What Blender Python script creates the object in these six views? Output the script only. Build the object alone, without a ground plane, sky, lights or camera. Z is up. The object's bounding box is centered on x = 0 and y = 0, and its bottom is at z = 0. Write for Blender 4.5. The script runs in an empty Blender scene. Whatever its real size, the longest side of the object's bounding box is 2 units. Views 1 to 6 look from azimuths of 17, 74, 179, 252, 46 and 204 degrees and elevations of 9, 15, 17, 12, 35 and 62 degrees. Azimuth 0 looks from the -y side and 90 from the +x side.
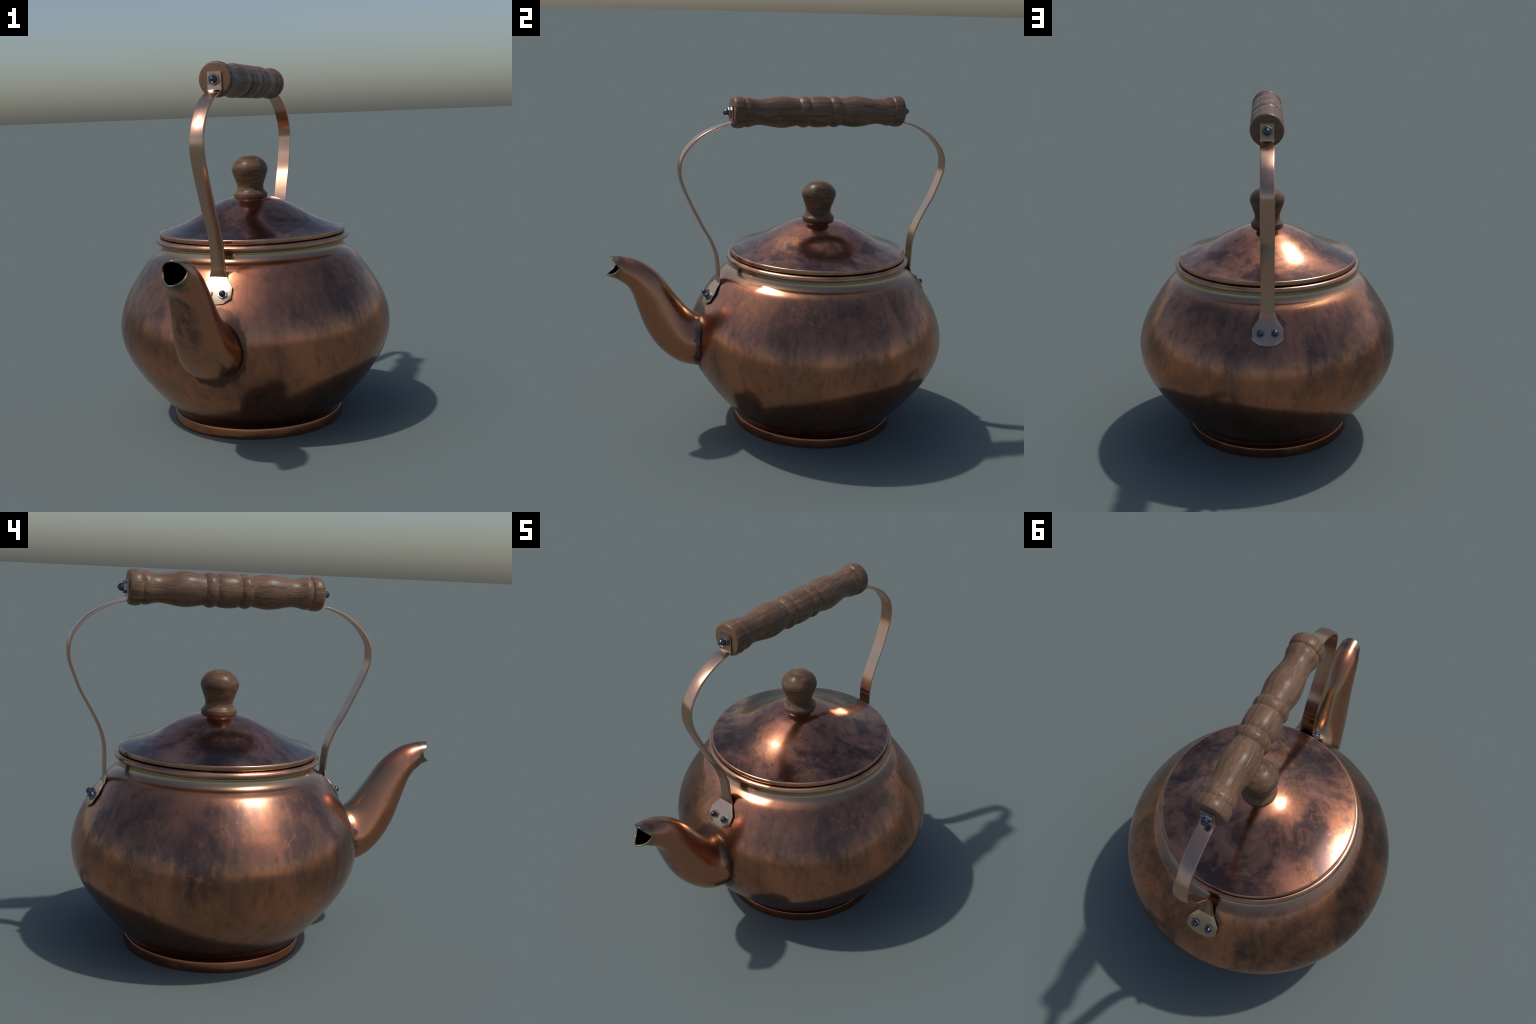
"""Old copper kettle with turned wooden grip and lid knob, built part by part."""
import bpy, bmesh, math
import numpy as np
from mathutils import Vector, Matrix

AXIS_Y = 0.224          # the pot's axis of revolution stands here
GRIP_Y, GRIP_Z = 0.2035, 1.841

# ------------------------------------------------------------------ helpers

def smooth_path(pts, per=8):
    """Centripetal Catmull-Rom through control points of any dimension."""
    P = [np.array(p, float) for p in pts]
    P = [2 * P[0] - P[1]] + P + [2 * P[-1] - P[-2]]
    out = []
    for i in range(1, len(P) - 2):
        p0, p1, p2, p3 = P[i - 1:i + 3]
        t0 = 0.0
        t1 = t0 + max(np.linalg.norm(p1 - p0), 1e-6) ** .5
        t2 = t1 + max(np.linalg.norm(p2 - p1), 1e-6) ** .5
        t3 = t2 + max(np.linalg.norm(p3 - p2), 1e-6) ** .5
        for k in range(per):
            t = t1 + (t2 - t1) * k / per
            a1 = (t1 - t) / (t1 - t0) * p0 + (t - t0) / (t1 - t0) * p1
            a2 = (t2 - t) / (t2 - t1) * p1 + (t - t1) / (t2 - t1) * p2
            a3 = (t3 - t) / (t3 - t2) * p2 + (t - t2) / (t3 - t2) * p3
            b1 = (t2 - t) / (t2 - t0) * a1 + (t - t0) / (t2 - t0) * a2
            b2 = (t3 - t) / (t3 - t1) * a2 + (t - t1) / (t3 - t1) * a3
            out.append((t2 - t) / (t2 - t1) * b1 + (t - t1) / (t2 - t1) * b2)
    out.append(P[-2])
    return out


def new_object(name, bm, mat, parent, origin=(0, 0, 0), sharp=35):
    me = bpy.data.meshes.new(name)
    bmesh.ops.recalc_face_normals(bm, faces=bm.faces[:])
    bm.to_mesh(me)
    bm.free()
    ob = bpy.data.objects.new(name, me)
    bpy.context.scene.collection.objects.link(ob)
    ob.location = origin
    me.materials.append(mat)
    finish(me, sharp)
    if parent is not None:
        ob.parent = parent
        ob.matrix_parent_inverse = Matrix.Translation(-abs_loc(parent))
    return ob


def abs_loc(ob):
    # all objects are unrotated and unscaled, so world position equals location
    return Vector(ob.location)


def finish(me, sharp):
    for p in me.polygons:
        p.use_smooth = True
    me.set_sharp_from_angle(angle=math.radians(sharp))


def turn(profile, segments=160, axis='Z', close=False):
    """Revolve an (r, h) profile about an axis; points with r == 0 become poles."""
    bm = bmesh.new()
    rings = []
    for r, h in profile:
        if r < 1e-5:
            co = (0, 0, h) if axis == 'Z' else (0, h, 0)
            rings.append([bm.verts.new(co)])
            continue
        ring = []
        for k in range(segments):
            a = 2 * math.pi * k / segments
            c, s = r * math.cos(a), r * math.sin(a)
            ring.append(bm.verts.new((c, s, h) if axis == 'Z' else (c, h, s)))
        rings.append(ring)
    pairs = list(zip(rings, rings[1:]))
    if close:
        pairs.append((rings[-1], rings[0]))
    for a, b in pairs:
        for k in range(segments):
            k2 = (k + 1) % segments
            if len(a) == 1 and len(b) == 1:
                continue
            if len(a) == 1:
                bm.faces.new((a[0], b[k], b[k2]))
            elif len(b) == 1:
                bm.faces.new((a[k], b[0], a[k2]))
            else:
                bm.faces.new((a[k], b[k], b[k2], a[k2]))
    return bm


# ---------------------------------------------------------------- materials

class Nodes:
    """Small wrapper that makes node trees read like formulas."""

    def __init__(self, name):
        self.mat = bpy.data.materials.new(name)
        self.mat.use_nodes = True
        self.t = self.mat.node_tree
        self.bsdf = self.t.nodes['Principled BSDF']
        self.coord = self.t.nodes.new('ShaderNodeTexCoord').outputs['Object']

    def link(self, a, b):
        if isinstance(a, (int, float)):
            b.default_value = a if isinstance(b.default_value, float) else (a, a, a, 1.0)
        elif isinstance(a, tuple):
            b.default_value = a if len(a) == len(b.default_value) else (*a, 1.0)
        else:
            self.t.links.new(a, b)

    def mapping(self, scale=(1, 1, 1), loc=(0, 0, 0), vec=None):
        n = self.t.nodes.new('ShaderNodeMapping')
        n.inputs['Scale'].default_value = scale
        n.inputs['Location'].default_value = loc
        self.link(vec or self.coord, n.inputs['Vector'])
        return n.outputs[0]

    def noise(self, vec, scale, detail=6, rough=.55, distort=0.0):
        n = self.t.nodes.new('ShaderNodeTexNoise')
        n.inputs['Scale'].default_value = scale
        n.inputs['Detail'].default_value = detail
        n.inputs['Roughness'].default_value = rough
        n.inputs['Distortion'].default_value = distort
        self.link(vec, n.inputs['Vector'])
        return n.outputs[0]

    def wave(self, vec, scale, distort, detail=3, dscale=1.0, direction='X'):
        n = self.t.nodes.new('ShaderNodeTexWave')
        n.bands_direction = direction
        n.inputs['Scale'].default_value = scale
        n.inputs['Distortion'].default_value = distort
        n.inputs['Detail'].default_value = detail
        n.inputs['Detail Scale'].default_value = dscale
        self.link(vec, n.inputs['Vector'])
        return n.outputs['Fac']

    def math(self, op, a, b=0.0, clamp=False):
        n = self.t.nodes.new('ShaderNodeMath')
        n.operation = op
        n.use_clamp = clamp
        self.link(a, n.inputs[0])
        self.link(b, n.inputs[1])
        return n.outputs[0]

    def step(self, x, lo, hi, a=0.0, b=1.0):
        n = self.t.nodes.new('ShaderNodeMapRange')
        n.interpolation_type = 'SMOOTHSTEP'
        self.link(x, n.inputs['Value'])
        for k, v in (('From Min', lo), ('From Max', hi), ('To Min', a), ('To Max', b)):
            n.inputs[k].default_value = v
        return n.outputs[0]

    def mix(self, fac, a, b, mode='MIX'):
        n = self.t.nodes.new('ShaderNodeMix')
        n.data_type = 'RGBA'
        n.blend_type = mode
        self.link(fac, n.inputs[0])
        self.link(a, n.inputs[6])
        self.link(b, n.inputs[7])
        return n.outputs[2]

    def xyz(self, vec=None):
        n = self.t.nodes.new('ShaderNodeSeparateXYZ')
        self.link(vec or self.coord, n.inputs[0])
        return n.outputs

    def bump(self, height, strength, dist):
        n = self.t.nodes.new('ShaderNodeBump')
        n.inputs['Strength'].default_value = strength
        n.inputs['Distance'].default_value = dist
        self.link(height, n.inputs['Height'])
        self.link(n.outputs[0], self.bsdf.inputs['Normal'])

    def done(self, colour, rough, metal=0.0, **extra):
        self.link(colour, self.bsdf.inputs['Base Color'])
        self.link(rough, self.bsdf.inputs['Roughness'])
        self.link(metal, self.bsdf.inputs['Metallic'])
        for k, v in extra.items():
            self.link(v, self.bsdf.inputs[k.replace('_', ' ')])
        return self.mat


def ellipse_mask(n, cx, ca, cz, cb):
    """((x-cx)/ca)^2 + ((z-cz)/cb)^2 in object space, as a node value."""
    x, y, z = n.xyz()
    ex = n.math('POWER', n.math('DIVIDE', n.math('ABSOLUTE', n.math('SUBTRACT', x, cx)), ca), 2)
    ez = n.math('POWER', n.math('DIVIDE', n.math('ABSOLUTE', n.math('SUBTRACT', z, cz)), cb), 2)
    return n.math('SQRT', n.math('ADD', ex, ez)), y


def tarnished_copper(name, kind):
    """Warm copper with purplish-brown oxide clouds, pale veins and dark runs."""
    n = Nodes(name)
    x, y, z = n.xyz()
    if kind == 'body':
        vec = n.mapping((1, 1, .60), (.4, 2.0, .7))
        big = n.noise(vec, 2.4, 8, .60, .5)
        mid = n.noise(n.mapping((1, 1, .55), (3, 1, 2)), 6, 9, .66, .9)
    else:
        vec = n.mapping((1, 1, 1), (5.3, 3, 1))
        big = n.noise(vec, 2.6, 9, .64, 1.1)
        mid = n.noise(n.mapping((1, 1, 1), (1, 7, 2)), 7, 9, .68, 1.3)
    fine = n.noise(n.mapping((1, 1, .5), (8, 8, 1)), 24, 7, .65, .3)
    cloud = n.math('ADD', n.math('MULTIPLY', big, .58), n.math('MULTIPLY', mid, .34))
    cloud = n.math('ADD', cloud, n.math('MULTIPLY', fine, .08))
    if kind == 'body':
        # oxide gathers on the shoulder, the belly below the waist stays brown
        shoulder = n.step(n.math('ADD', z, n.math('MULTIPLY', big, .10)), .40, .82, -.080, .032)
        neck = n.step(z, .865, .93, 0, -.11)
        cloud = n.math('ADD', cloud, n.math('ADD', shoulder, neck))
    if kind == 'lid':
        # the rim of the lid is the most weathered, the dome stays smoother
        radius = n.math('SQRT', n.math('ADD', n.math('POWER', n.math('ABSOLUTE', x), 2), n.math('POWER', n.math('ABSOLUTE', y), 2)))
        cloud = n.math('ADD', cloud, n.step(radius, .10, .42, -.036, -.004))
        veil, oxide, deep = n.step(cloud, .40, .49), n.step(cloud, .478, .520), n.step(cloud, .515, .585)
    else:
        veil, oxide, deep = n.step(cloud, .38, .50), n.step(cloud, .46, .58), n.step(cloud, .53, .655)
    copper = n.mix(mid, (.50, .19, .100), (.66, .275, .155)) if kind == 'body' else n.mix(mid, (.54, .215, .125), (.72, .33, .21))
    brown = n.mix(n.step(mid, .38, .62), (.33, .165, .085), (.55, .22, .112))
    base = n.mix(n.step(big, .40, .58), copper, brown)
    base = n.mix(n.math('MULTIPLY', veil, .70), base, (.36, .165, .105))
    base = n.mix(n.math('MULTIPLY', oxide, .85), base, (.205, .108, .080))
    base = n.mix(n.math('MULTIPLY', deep, .85), base, (.092, .062, .058))
    if kind == 'body':
        # faint upright streaks all round, from wiping and running water
        r = n.math('SQRT', n.math('ADD', n.math('POWER', n.math('ABSOLUTE', x), 2), n.math('POWER', n.math('ABSOLUTE', y), 2)))
        comb = n.t.nodes.new('ShaderNodeCombineXYZ')
        n.link(n.math('DIVIDE', x, r), comb.inputs[0])
        n.link(n.math('DIVIDE', y, r), comb.inputs[1])
        n.link(n.math('MULTIPLY', z, .12), comb.inputs[2])
        streak = n.noise(comb.outputs[0], 26, 5, .6)
        base = n.mix(n.step(streak, .50, .70, 0, .14), base, (.16, .08, .055))
        base = n.mix(n.step(streak, .46, .30, 0, .12), base, (.62, .27, .15))
    # fine mottling
    base = n.mix(n.step(fine, .50, .72, 0, .40), base, (.10, .065, .055))
    base = n.mix(n.step(fine, .46, .30, 0, .30), base, (.62, .27, .15))
    # thin pale veins where the patina has split
    v1 = n.noise(n.mapping((1, 1, .8), (11, 4, 6)), 2.1, 7, .60, .3)
    ridge = n.step(n.math('ABSOLUTE', n.math('SUBTRACT', v1, .5)), .0, .010, 1, 0)
    gate = n.step(n.noise(n.mapping((1, 1, 1), (2, 9, 5)), 4.5, 3), .48, .62)
    base = n.mix(n.math('MULTIPLY', n.math('MULTIPLY', ridge, gate), .42), base, (.66, .27, .14))
    # dark hairline runs
    v2 = n.noise(n.mapping((1.3, 1.3, .30), (7, 2, 8)), 2.0, 5, .55, .2)
    run = n.step(n.math('ABSOLUTE', n.math('SUBTRACT', v2, .52)), .0, .005, 1, 0)
    gate2 = n.step(n.noise(n.mapping((1, 1, 1), (4, 1, 12)), 3.0, 2), .55, .63)
    base = n.mix(n.math('MULTIPLY', n.math('MULTIPLY', run, gate2), .6), base, (.07, .05, .055))
    lo, hi = (.18, .28) if kind == 'body' else (.13, .22)
    rough = n.math('ADD', n.step(cloud, .40, .62, lo, hi), n.math('MULTIPLY', fine, .04))
    if kind == 'body':
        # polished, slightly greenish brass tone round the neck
        neckband = n.math('MULTIPLY', n.step(z, .905, .945), .75)
        base = n.mix(neckband, base, (.50, .335, .21))
        green = n.math('MULTIPLY', n.step(n.math('ADD', z, n.math('MULTIPLY', mid, .02)), .958, .992), .7)
        base = n.mix(green, base, (.27, .29, .19))
        rough = n.mix(neckband, rough, .20)
        # grime and painted AO shade round the spout root and round both strap plates
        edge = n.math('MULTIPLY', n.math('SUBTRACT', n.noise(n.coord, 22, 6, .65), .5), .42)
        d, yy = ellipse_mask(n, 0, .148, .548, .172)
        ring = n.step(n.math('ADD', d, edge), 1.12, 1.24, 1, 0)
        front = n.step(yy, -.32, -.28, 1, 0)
        grime_ao = n.math('MULTIPLY', ring, front)
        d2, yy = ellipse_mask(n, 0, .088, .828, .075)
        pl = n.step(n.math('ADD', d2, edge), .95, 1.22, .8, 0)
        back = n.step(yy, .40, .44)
        grime_ao = n.math('MAXIMUM', grime_ao, n.math('MULTIPLY', pl, back))
        base = n.mix(n.math('MULTIPLY', grime_ao, .85), base, (.085, .055, .045))
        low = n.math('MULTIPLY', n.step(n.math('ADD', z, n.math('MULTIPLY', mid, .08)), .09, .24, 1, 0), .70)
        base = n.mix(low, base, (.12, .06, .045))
        base = n.mix(n.step(z, .06, .105, .55, 0), base, (.030, .016, .013))  # crease shade just above the foot, painted into the copper
        rough = n.math('ADD', rough, n.math('MULTIPLY', grime_ao, .12))
    n.bump(mid, .03, .01)
    return n.done(base, rough, 1.0)


def spout_copper():
    n = Nodes('spout_copper')
    x, y, z = n.xyz()
    fine = n.noise(n.mapping((1, 1, .8), (2, 2, 2)), 7, 7, .6, .5)
    base = n.mix(fine, (.46, .185, .098), (.61, .265, .150))
    base = n.mix(n.step(fine, .55, .70, 0, .55), base, (.25, .16, .14))
    tip = n.math('ADD', y, n.math('MULTIPLY', fine, .05))
    base = n.mix(n.step(tip, -.87, -.95, 0, .85), base, (.36, .31, .18))
    # grime and painted AO at the belly seam: distance outside the belly's curve
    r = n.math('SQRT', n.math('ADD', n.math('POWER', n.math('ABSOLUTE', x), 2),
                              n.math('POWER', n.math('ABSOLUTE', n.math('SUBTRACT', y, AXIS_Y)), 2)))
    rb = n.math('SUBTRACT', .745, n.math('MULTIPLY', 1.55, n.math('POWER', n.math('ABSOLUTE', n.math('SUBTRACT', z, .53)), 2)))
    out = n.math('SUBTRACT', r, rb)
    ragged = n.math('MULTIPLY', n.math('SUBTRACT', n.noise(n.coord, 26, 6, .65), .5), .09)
    grime_ao = n.step(n.math('ADD', out, ragged), .016, .034, 1, 0)
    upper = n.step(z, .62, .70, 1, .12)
    base = n.mix(n.math('MULTIPLY', n.math('MULTIPLY', grime_ao, upper), .85), base, (.10, .070, .060))
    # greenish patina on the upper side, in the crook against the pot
    crest = n.math('SUBTRACT', z, n.math('SUBTRACT', .118, n.math('MULTIPLY', y, 1.17)))
    # dark blotches run down the middle of the front, below the crest
    blotch = n.noise(n.mapping((1, 1, .7), (9, 4, 4)), 10, 7, .68, .6)
    strip = n.math('MULTIPLY', n.step(n.math('ABSOLUTE', n.math('ADD', x, .012)), .035, .095, 1, 0), n.step(crest, -.10, -.16))
    strip = n.math('MULTIPLY', strip, n.step(z, .52, .70))
    base = n.mix(n.math('MULTIPLY', n.step(blotch, .40, .58, 0, .82), strip), base, (.135, .095, .09))
    crook = n.math('MULTIPLY', n.step(crest, -.10, -.02), n.step(y, -.80, -.62))
    crook = n.math('MULTIPLY', crook, n.step(fine, .30, .60, .9, .4))
    base = n.mix(crook, base, (.36, .36, .22))
    rough = n.step(fine, .3, .7, .20, .28)
    return n.done(base, rough, 1.0)


def strap_copper():
    n = Nodes('strap_copper')
    x, y, z = n.xyz()
    big = n.noise(n.mapping((1, 1, 1), (6, 2, 3)), 6, 4, .5, .3)
    fine = n.noise(n.coord, 24, 5, .6)
    base = n.mix(big, (.57, .33, .225), (.68, .42, .305))
    base = n.mix(n.step(big, .53, .66, 0, .55), base, (.42, .40, .28))
    ends = n.math('MAXIMUM', n.step(z, 1.775, 1.80), n.math('MULTIPLY', n.step(z, .885, .86), .8))
    base = n.mix(n.math('MULTIPLY', ends, .7), base, (.52, .37, .28))
    base = n.mix(n.math('MULTIPLY', ends, n.step(big, .46, .60, 0, .4)), base, (.34, .36, .26))
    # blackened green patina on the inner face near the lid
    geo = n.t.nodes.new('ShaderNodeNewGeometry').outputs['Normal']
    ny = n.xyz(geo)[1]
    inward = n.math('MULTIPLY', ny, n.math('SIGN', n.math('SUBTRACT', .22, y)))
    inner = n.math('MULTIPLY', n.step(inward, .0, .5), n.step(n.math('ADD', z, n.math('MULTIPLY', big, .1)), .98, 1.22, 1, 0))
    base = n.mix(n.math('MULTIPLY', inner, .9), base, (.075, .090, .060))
    base = n.mix(n.step(fine, .5, .8, 0, .12), base, (.40, .25, .17))
    return n.done(base, n.step(big, .3, .7, .19, .26), 1.0)


def plain_copper(name, lo, hi, rough, crease=None):
    n = Nodes(name)
    f = n.noise(n.mapping((1, 1, 2.0)), 6, 6, .6, .4)
    base = n.mix(n.step(f, .35, .65), lo, hi)
    if crease is not None:
        base = n.mix(n.step(n.xyz()[2], crease - .0022, crease), base, (.17, .07, .042))  # ring's top edge painted dark to stand in for crease shade
    return n.done(base, n.step(f, .3, .7, rough - .04, rough + .06), 1.0)


def walnut(name, axis, dark, mid, light):
    n = Nodes(name)
    if axis == 'Y':
        s1, s2, s3 = (42, 2.2, 42), (130, 8, 130), (7, 1.5, 7)
    else:
        s1, s2, s3 = (7, 9, 34), (22, 26, 120), (5, 6, 14)
    warp = n.noise(n.mapping(s3), 1.0, 3)
    grain = n.noise(n.mapping(s1), 1.0, 6, .60, .25)
    pores = n.noise(n.mapping(s2), 1.0, 4, .65, .3)
    base = n.mix(n.step(grain, .28, .66), dark, mid)
    base = n.mix(n.step(pores, .50, .70, 0, .80), base, light)
    base = n.mix(n.step(pores, .46, .30, 0, .50), base, dark)
    base = n.mix(n.step(warp, .48, .72, 0, .38), base, dark)
    if axis == 'Y':
        # end grain on the two sawn faces is plainer
        end = n.step(n.math('ABSOLUTE', n.xyz()[1]), .4985, .4995, 0, .8)
        base = n.mix(end, base, mid)
    n.bump(pores, .15, .004)
    return n.done(base, n.step(pores, .3, .7, .29, .42), 0.0, Specular_IOR_Level=.20)


def steel(name, colour, rough):
    n = Nodes(name)
    f = n.noise(n.coord, 60, 4)
    dark = tuple(c * .75 for c in colour)
    return n.done(n.mix(f, dark, colour), rough, 1.0)


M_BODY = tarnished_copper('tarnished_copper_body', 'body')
M_LID = tarnished_copper('tarnished_copper_lid', 'lid')
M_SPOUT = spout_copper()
M_STRAP = strap_copper()
M_BEAD = plain_copper('copper_rim', (.42, .23, .15), (.60, .33, .21), .26)
M_FOOT = plain_copper('copper_foot', (.45, .18, .095), (.55, .225, .120), .22, crease=.0530)
M_GRIP = walnut('walnut_grip', 'Y', (.095, .055, .035), (.182, .105, .065), (.262, .158, .100))
M_KNOB = walnut('walnut_knob', 'X', (.080, .046, .028), (.155, .088, .052), (.215, .130, .078))
M_NUT = steel('nut_steel', (.29, .31, .34), .20)
M_BOLT = steel('bolt_dark_steel', (.125, .13, .155), .14)

# ------------------------------------------------------------------- kettle

kettle = bpy.data.objects.new('kettle', None)
bpy.context.scene.collection.objects.link(kettle)
kettle.location = (0, AXIS_Y, 0)
kettle['label'] = 'old tarnished copper kettle with turned wooden grip and knob'
kettle['category'] = 'kettle'
ORIGIN = (0, AXIS_Y, 0)

# --- pot body: one wall, belly outside and hollow inside
BELLY = [(.4610, .048), (.4650, .0600), (.4775, .080), (.5155, .120), (.551, .160), (.586, .200), (.618, .240),
         (.647, .280), (.674, .320), (.698, .360), (.717, .400), (.7315, .440), (.7405, .480),
         (.7450, .520), (.7450, .545), (.7425, .570), (.737, .600), (.7265, .640), (.7115, .680),
         (.692, .720), (.668, .760), (.642, .800), (.6145, .840), (.5845, .880), (.562, .906),
         (.540, .9225), (.520, .936), (.507, .951), (.5015, .966), (.500, .981)]
outer = [tuple(p) for p in smooth_path(BELLY, 5)]
inner = [(.489, 1.000), (.489, .96), (.50, .935), (.55, .90), (.66, .76), (.72, .62), (.733, .53),
         (.70, .38), (.60, .23), (.47, .085), (.43, .062), (0, .060)]
inner = [tuple(p) for p in smooth_path(inner, 4)]
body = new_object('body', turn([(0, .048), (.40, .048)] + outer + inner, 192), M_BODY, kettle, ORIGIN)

# --- foot ring
foot = [(.425, .046), (.430, .0), (.4700, .0), (.4722, .0015), (.4726, .005), (.4718, .020),
        (.4702, .0380), (.4690, .0490), (.4680, .0515), (.4655, .0528), (.458, .0530), (.440, .054)]
new_object('foot_ring', turn(foot, 192, close=True), M_FOOT, body, ORIGIN, 45)

# --- rolled rim bead that carries the lid
bead = smooth_path([(.499, .980), (.508, .9835), (.520, .9885), (.5275, .996), (.529, 1.003),
                    (.5268, 1.0095), (.5215, 1.0155), (.514, 1.0190), (.506, 1.0190), (.500, 1.014)], 4)
bead = [tuple(p) for p in bead] + [(.490, 1.005), (.490, .985)]
new_object('rim_bead', turn(bead, 192, close=True), M_BEAD, body, ORIGIN, 50)

# --- lid: ogee dome with a turned-down edge
dome = smooth_path([(0, 1.2310), (.05, 1.2285), (.098, 1.2205), (.150, 1.2065), (.192, 1.1885),
                    (.235, 1.168), (.276, 1.1455), (.310, 1.1255), (.345, 1.1065), (.383, 1.0885),
                    (.425, 1.0725), (.462, 1.0605), (.490, 1.0525), (.502, 1.0495)], 5)
lid_profile = [tuple(p) for p in dome] + [(.5050, 1.0475), (.5062, 1.0450), (.5062, 1.030),
               (.504, 1.0255), (.499, 1.0245), (.4875, 1.0245), (.4865, 0.985),
               (.480, 0.985), (.476, 1.035), (.40, 1.06), (.28, 1.12), (.10, 1.20), (0, 1.212)]
lid = new_object('lid', turn(lid_profile, 192), M_LID, kettle, ORIGIN, 40)
lid_edge = [(.4995, 1.0498), (.5050, 1.0486), (.5078, 1.0462), (.5087, 1.041), (.5086, 1.0320),
            (.5076, 1.0262), (.5050, 1.0234), (.4990, 1.0225)]
new_object('lid_edge', turn(lid_edge + [(.496, 1.038)], 192, close=True), M_BEAD, lid, ORIGIN, 50)

# --- knob on the lid
knob = smooth_path([(0, 1.4455), (.030, 1.4435), (.058, 1.4320), (.081, 1.4130), (.094, 1.3930),
                    (.0985, 1.3745), (.0975, 1.3620), (.0890, 1.3340), (.0800, 1.3090), (.0735, 1.2900),
                    (.0712, 1.2740), (.0735, 1.2630), (.0800, 1.2525), (.0898, 1.2425)], 6)
knob = [tuple(p) for p in knob] + [(.0920, 1.2400), (.0924, 1.2370), (.0922, 1.2200), (.0905, 1.2165),
                                   (.083, 1.2120), (.072, 1.2050), (0, 1.2000)]
new_object('knob', turn(knob, 96), M_KNOB, lid, ORIGIN, 30)

# ------------------------------------------------------------------- spout
# each station: upper point (y, z), lower point (y, z), half width
STATIONS = [(-.9730, 1.0590, -1.0000, .9475, .0605), (-.9200, 1.0560, -.9580, .9320, .0655),
            (-.8640, 1.0455, -.9240, .9120, .0740), (-.8180, 1.0290, -.8900, .8840, .0820),
            (-.7700, 1.0000, -.8640, .8430, .0880), (-.7265, .9660, -.8470, .7975, .0935),
            (-.6880, .9260, -.8310, .7460, .0985), (-.6500, .8760, -.8090, .6805, .1050),
            (-.6120, .8230, -.7870, .6250, .1125), (-.5730, .7730, -.7570, .5680, .1205),
            (-.5410, .7350, -.7150, .5110, .1290), (-.5120, .7120, -.6620, .4590, .1390),
            (-.4860, .7020, -.6030, .4190, .1490), (-.4450, .6960, -.5180, .3900, .1580),
            (-.4000, .6940, -.4200, .3750, .1620)]


def build_spout():
    rows = smooth_path(STATIONS, 6)
    seg, wall = 64, .0075
    bm = bmesh.new()
    outer_rings, inner_rings = [], []
    n = len(rows)
    for i, (uy, uz, ly, lz, w) in enumerate(rows):
        my, mz = (uy + ly) / 2, (uz + lz) / 2
        k = 1.0 - .03 * min(1.0, i / 8.0)
        hy, hz = (uy - ly) / 2 * k, (uz - lz) / 2 * k
        # the mouth is cut back at both sides into a shallow beak
        cut = max(0.0, 1 - i / 10.0)
        # the section is egg shaped, fuller towards its lower side
        egg = .20 * min(1.0, i / 20.0) * min(1.0, max(0.0, (n - 1 - i) / 16.0))
        for rings, inset in ((outer_rings, 0.0), (inner_rings, wall)):
            ring = []
            half = math.hypot(hy, hz)
            f = (half - inset) / half
            fw = (w - inset) / w
            for s in range(seg):
                a = 2 * math.pi * s / seg
                c, sn = math.cos(a), math.sin(a)
                back = .050 * cut * ((1 - c) if c > 0 else abs(sn) ** 1.5)
                width = w * fw * math.copysign(abs(sn) ** .96, sn)
                along = f * (c - egg * sn * sn)
                ring.append(bm.verts.new((width, my + hy * along + back, mz + hz * along)))
            rings.append(ring)

    def skin(a, b):
        for s in range(seg):
            t = (s + 1) % seg
            bm.faces.new((a[s], a[t], b[t], b[s]))
    for i in range(n - 1):
        skin(outer_rings[i], outer_rings[i + 1])
        skin(inner_rings[i], inner_rings[i + 1])
    # rounded lip between outside and inside
    skin(outer_rings[0], inner_rings[0])
    skin(outer_rings[-1], inner_rings[-1])
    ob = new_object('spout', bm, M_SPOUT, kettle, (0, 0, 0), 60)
    bev = ob.modifiers.new('lip', 'BEVEL')
    bev.width, bev.segments, bev.limit_method, bev.angle_limit = .0025, 2, 'ANGLE', math.radians(60)
    return ob


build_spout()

# ------------------------------------------------------------ handle straps
OUTWARD = 1.0
STRAP_W = .0368
STRAP_T = .0075       # half thickness of the arm
PLATE_T = .0042       # half thickness of its flattened ends


def belly_radius(z):
    zs = [p[1] for p in outer]
    rs = [p[0] for p in outer]
    return float(np.interp(z, zs, rs))


def strap_path(side):
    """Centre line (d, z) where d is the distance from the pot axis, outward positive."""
    z0 = .83
    slope = (belly_radius(z0 + .03) - belly_radius(z0 - .03)) / .06
    down = np.array([-slope, -1.0]) / math.hypot(slope, 1)
    norm = np.array([1.0, -slope]) / math.hypot(slope, 1)
    root = np.array([belly_radius(z0), z0]) + norm * .0050
    return root, down, norm


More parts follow.
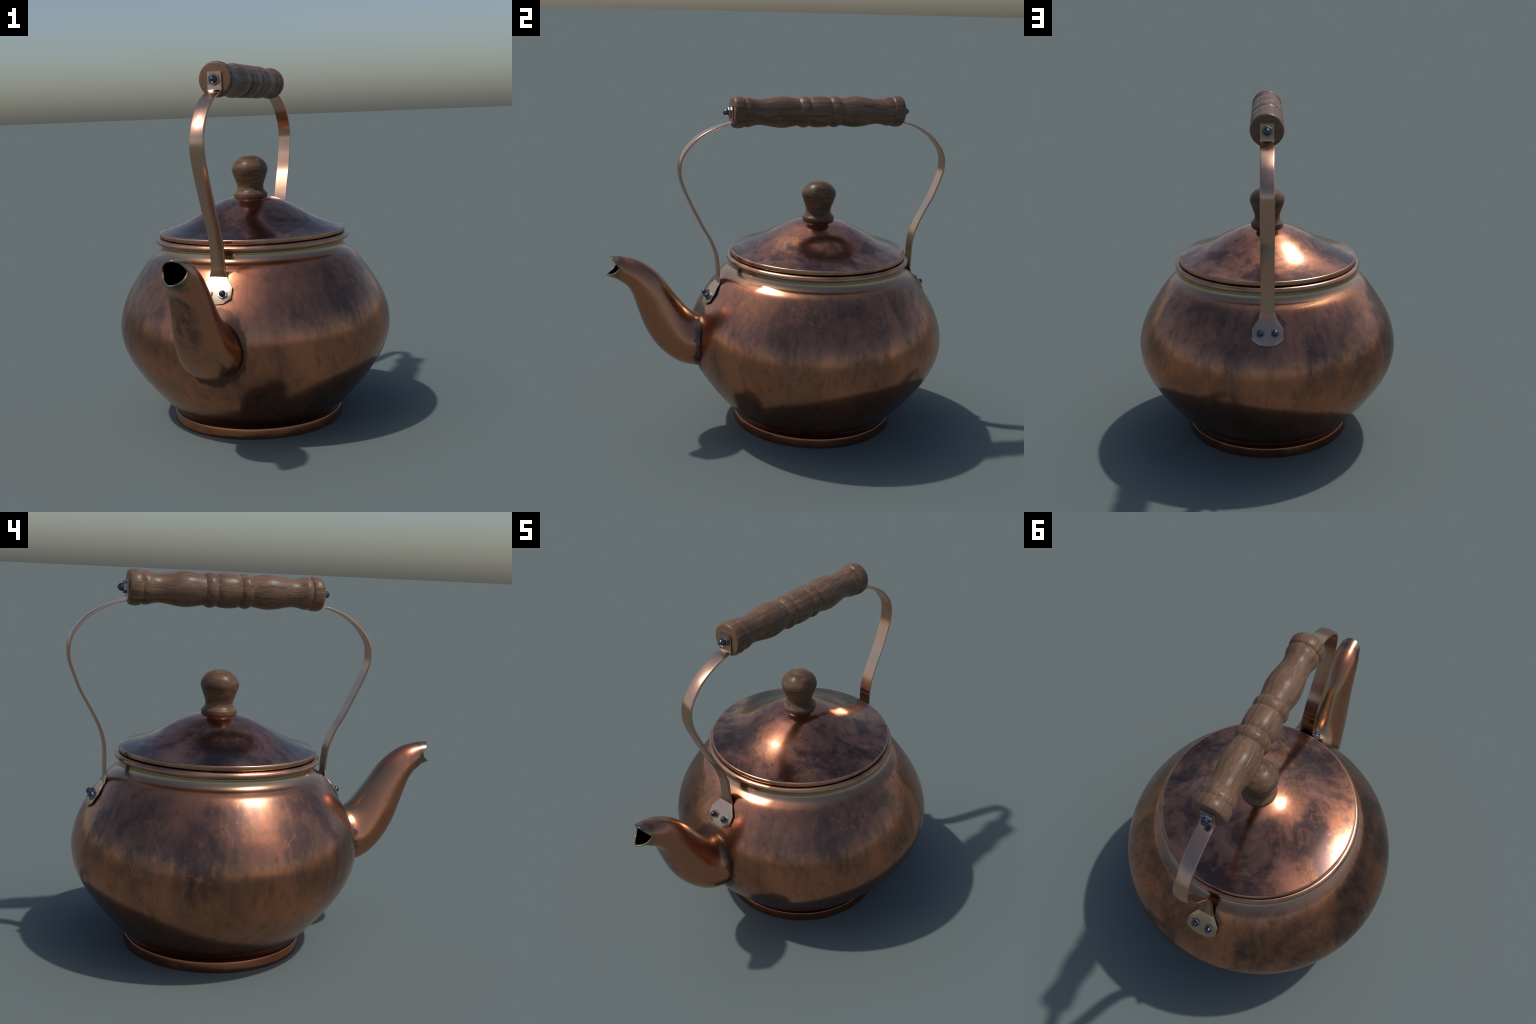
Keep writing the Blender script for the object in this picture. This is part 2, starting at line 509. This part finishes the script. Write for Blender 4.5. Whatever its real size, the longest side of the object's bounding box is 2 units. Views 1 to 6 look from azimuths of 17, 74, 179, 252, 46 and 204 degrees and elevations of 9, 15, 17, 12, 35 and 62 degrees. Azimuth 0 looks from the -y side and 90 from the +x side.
def build_strap(side):
    root, down, norm = strap_path(side)
    sgn = 1 if side == 'back' else -1
    if side == 'back':
        arm = [(.7085, 1.878), (.7085, 1.840), (.7085, 1.802), (.7115, 1.786), (.724, 1.778), (.760, 1.7695),
               (.816, 1.7475), (.862, 1.7230), (.909, 1.6890), (.945, 1.6490), (.970, 1.6150), (.985, 1.5790),
               (.9905, 1.5400), (.9880, 1.4950), (.9765, 1.4520), (.957, 1.4000), (.930, 1.3330), (.895, 1.2700),
               (.860, 1.2020), (.833, 1.1400), (.8185, 1.0850), (.8130, 1.0300), (.8125, .9700), (.8120, .9300), (.8125, .9060)]
        arm = [(y - AXIS_Y, z) for y, z in arm]
    else:
        arm = [(-.3015, 1.878), (-.3015, 1.840), (-.3015, 1.802), (-.3045, 1.786), (-.317, 1.778), (-.352, 1.7700),
               (-.408, 1.7510), (-.456, 1.7270), (-.505, 1.6930), (-.543, 1.6540), (-.571, 1.6150), (-.588, 1.5750),
               (-.5925, 1.5350), (-.5885, 1.4900), (-.575, 1.4430), (-.555, 1.3940), (-.522, 1.3240), (-.490, 1.2600),
               (-.455, 1.1920), (-.423, 1.1400), (-.3985, 1.0850), (-.3805, 1.0300), (-.3730, .9700), (-.3705, .9300), (-.3710, .9060)]
        arm = [(AXIS_Y - y, z) for y, z in arm]
    bend = [tuple(root + down * t - norm * t * t / 1.3) for t in (-.054,)]
    line = smooth_path(arm + bend, 6)
    path = [(p[0], p[1], float(np.interp(p[1], [.877, .915], [.0470, STRAP_W]))) for p in line]
    # the plate keeps straight edges between its corners and hugs the belly
    plate = [(.001, .0825), (.060, .0825), (.0865, .0460), (.0920, .0060)]
    t_prev, w_prev = -.054, .0470
    for t, w in plate:
        steps = 3
        for k in range(1, steps + 1):
            f = k / steps
            tt, ww = t_prev + (t - t_prev) * f, w_prev + (w - w_prev) * f
            path.append((*(root + down * tt - norm * tt * tt / 1.3), ww))
        t_prev, w_prev = t, w
    bm = bmesh.new()
    rings = []
    pts = [np.array(p[:2]) for p in path]
    for i, (d, z, w) in enumerate(path):
        a, b = pts[max(i - 1, 0)], pts[min(i + 1, len(pts) - 1)]
        tan = (b - a) / max(np.linalg.norm(b - a), 1e-9)
        nor = np.array([-tan[1], tan[0]])
        # flattened at the grip and at the plate, full section along the arm
        flat = max(np.interp(z, [1.70, 1.785], [0, 1]), np.interp(z, [.87, .915], [1, 0]))
        h = STRAP_T + (PLATE_T - STRAP_T) * flat
        rise = .0022 * (1 - flat)
        # the pointed lower end of the plate must not pinch its rounded edge
        e, g = min(.0075 * (1 - flat) + .0016, w * .4), h * (.75 - .25 * flat)
        outer_side = []
        for k in range(5):
            q = k / 4 * math.pi / 2
            outer_side.append((w - e * (1 - math.sin(q)), h - rise - g * (1 - math.cos(q))))
        half_sec = [(0, h), ((w - e) * .5, h - rise * .3)] + outer_side + [(w, -h + .0015), (w - .0015, -h), ((w - .0015) * .5, -h)]
        sec = half_sec + [(0, -h)] + [(-x, y) for x, y in reversed(half_sec[1:])]
        # the section above is written with +h outwards
        ring = []
        for x, off in sec:
            q = np.array([d, z]) + nor * off * OUTWARD
            ring.append(bm.verts.new((x, AXIS_Y + sgn * q[0], q[1])))
        rings.append(ring)
    m = len(rings[0])
    for r0, r1 in zip(rings, rings[1:]):
        for s in range(m):
            t = (s + 1) % m
            bm.faces.new((r0[s], r0[t], r1[t], r1[s]))
    bm.faces.new(rings[0])
    bm.faces.new(rings[-1][::-1])
    ob = new_object('handle_strap', bm, M_STRAP, kettle, (0, 0, 0), 38)
    return ob, root, down, norm, sgn


# one hexagon nut and one bullet-headed bolt, shared by all six fixings
def hex_nut(radius, height):
    bm = bmesh.new()
    rows = [(radius, 0), (radius, height * .8), (radius * .93, height), (radius * .60, height)]
    rings = []
    for r, h in rows:
        rings.append([bm.verts.new((r * math.sin(math.pi / 3 * k), r * math.cos(math.pi / 3 * k), h)) for k in range(6)])
    for a, b in zip(rings, rings[1:]):
        for k in range(6):
            bm.faces.new((a[k], a[(k + 1) % 6], b[(k + 1) % 6], b[k]))
    bm.faces.new(rings[0][::-1])
    bm.faces.new(rings[-1])
    return bm


def bullet(radius, base, height):
    prof = [(radius, base - .004), (radius, base + height * .12), (radius * .94, base + height * .34),
            (radius * .82, base + height * .56), (radius * .62, base + height * .77),
            (radius * .36, base + height * .93), (0, base + height)]
    prof = [(max(p[0], 0), p[1]) for p in smooth_path(prof, 4)]
    prof[-1] = (0, base + height)
    return turn(prof, 32)


def plain_mesh(name, bm, mat, sharp):
    me = bpy.data.meshes.new(name)
    bmesh.ops.recalc_face_normals(bm, faces=bm.faces[:])
    bm.to_mesh(me)
    bm.free()
    me.materials.append(mat)
    finish(me, sharp)
    return me


NUT_MESH = plain_mesh('nut', hex_nut(.0245, .0105), M_NUT, 20)
BOLT_MESH = plain_mesh('bolt', bullet(.0170, .0105, .0190), M_BOLT, 60)
BIG_NUT_MESH = plain_mesh('grip_nut', hex_nut(.0300, .0160), M_NUT, 20)
BIG_BOLT_MESH = plain_mesh('grip_bolt', bullet(.0202, .0160, .0275), M_BOLT, 60)


def place(name, mesh, parent, pos, out, up, twist=0.0):
    z = Vector(out).normalized()
    y = Vector(up)
    y = (y - z * y.dot(z)).normalized()
    x = y.cross(z)
    rot = Matrix((x, y, z)).transposed().to_4x4() @ Matrix.Rotation(twist, 4, 'Z')
    ob = bpy.data.objects.new(name, mesh)
    bpy.context.scene.collection.objects.link(ob)
    ob.parent = parent
    ob.matrix_parent_inverse = Matrix.Translation(-abs_loc(parent))
    ob.matrix_basis = Matrix.Translation(Vector(pos)) @ rot


for side in ('front', 'back'):
    strap, root, down, norm, sgn = build_strap(side)
    out = (0, sgn * norm[0], norm[1])
    up = (0, -sgn * down[0], -down[1])
    for x in (-.0386, .0386):
        t = .028 if side == 'back' else .040
        p = root + down * t + norm * (PLATE_T - .0006 - t * t / 1.3)
        pos = (x, AXIS_Y + sgn * p[0], p[1])
        place('plate_nut', NUT_MESH, strap, pos, out, up, math.radians(2 if x > 0 else -3))
        place('plate_bolt', BOLT_MESH, strap, pos, out, up)
    gy = .7085 + PLATE_T - .0004 if side == 'back' else -.3015 - PLATE_T + .0004
    pos = (0, gy, 1.8400)
    place('grip_nut', BIG_NUT_MESH, strap, pos, (0, sgn, 0), (0, 0, 1), math.radians(2))
    place('grip_bolt', BIG_BOLT_MESH, strap, pos, (0, sgn, 0), (0, 0, 1))

# -------------------------------------------------------------- turned grip
HALF = [(.0880, 0), (.0868, .028), (.0835, .046), (.0782, .0605)]
BEAD = [(.0782, .0605), (.0845, .0735), (.0878, .0920), (.0840, .1090), (.0762, .1225)]
BULGE = [(.0762, .1225), (.0795, .146), (.0845, .174), (.0877, .197), (.0886, .214), (.0876, .235),
         (.0845, .260), (.0800, .284), (.0755, .309), (.0717, .336), (.0714, .357), (.0742, .378),
         (.0795, .397), (.0824, .410), (.0826, .421), (.0792, .4365)]
CAP = [(.0792, .4365), (.0850, .4440), (.0878, .4560), (.0886, .4700), (.0874, .4830), (.0850, .4915), (.0818, .4970)]
half = []
for seg in (HALF, BEAD, BULGE, CAP):
    half += [tuple(p) for p in smooth_path(seg, 5)][(1 if half else 0):]
half += [(.0795, .4996), (.0760, .5003), (0, .5005)]
full = [(r, -s) for r, s in reversed(half)] + half[1:]
new_object('grip', turn(full, 96, 'Y'), M_GRIP, kettle, (0, GRIP_Y, GRIP_Z), 38)
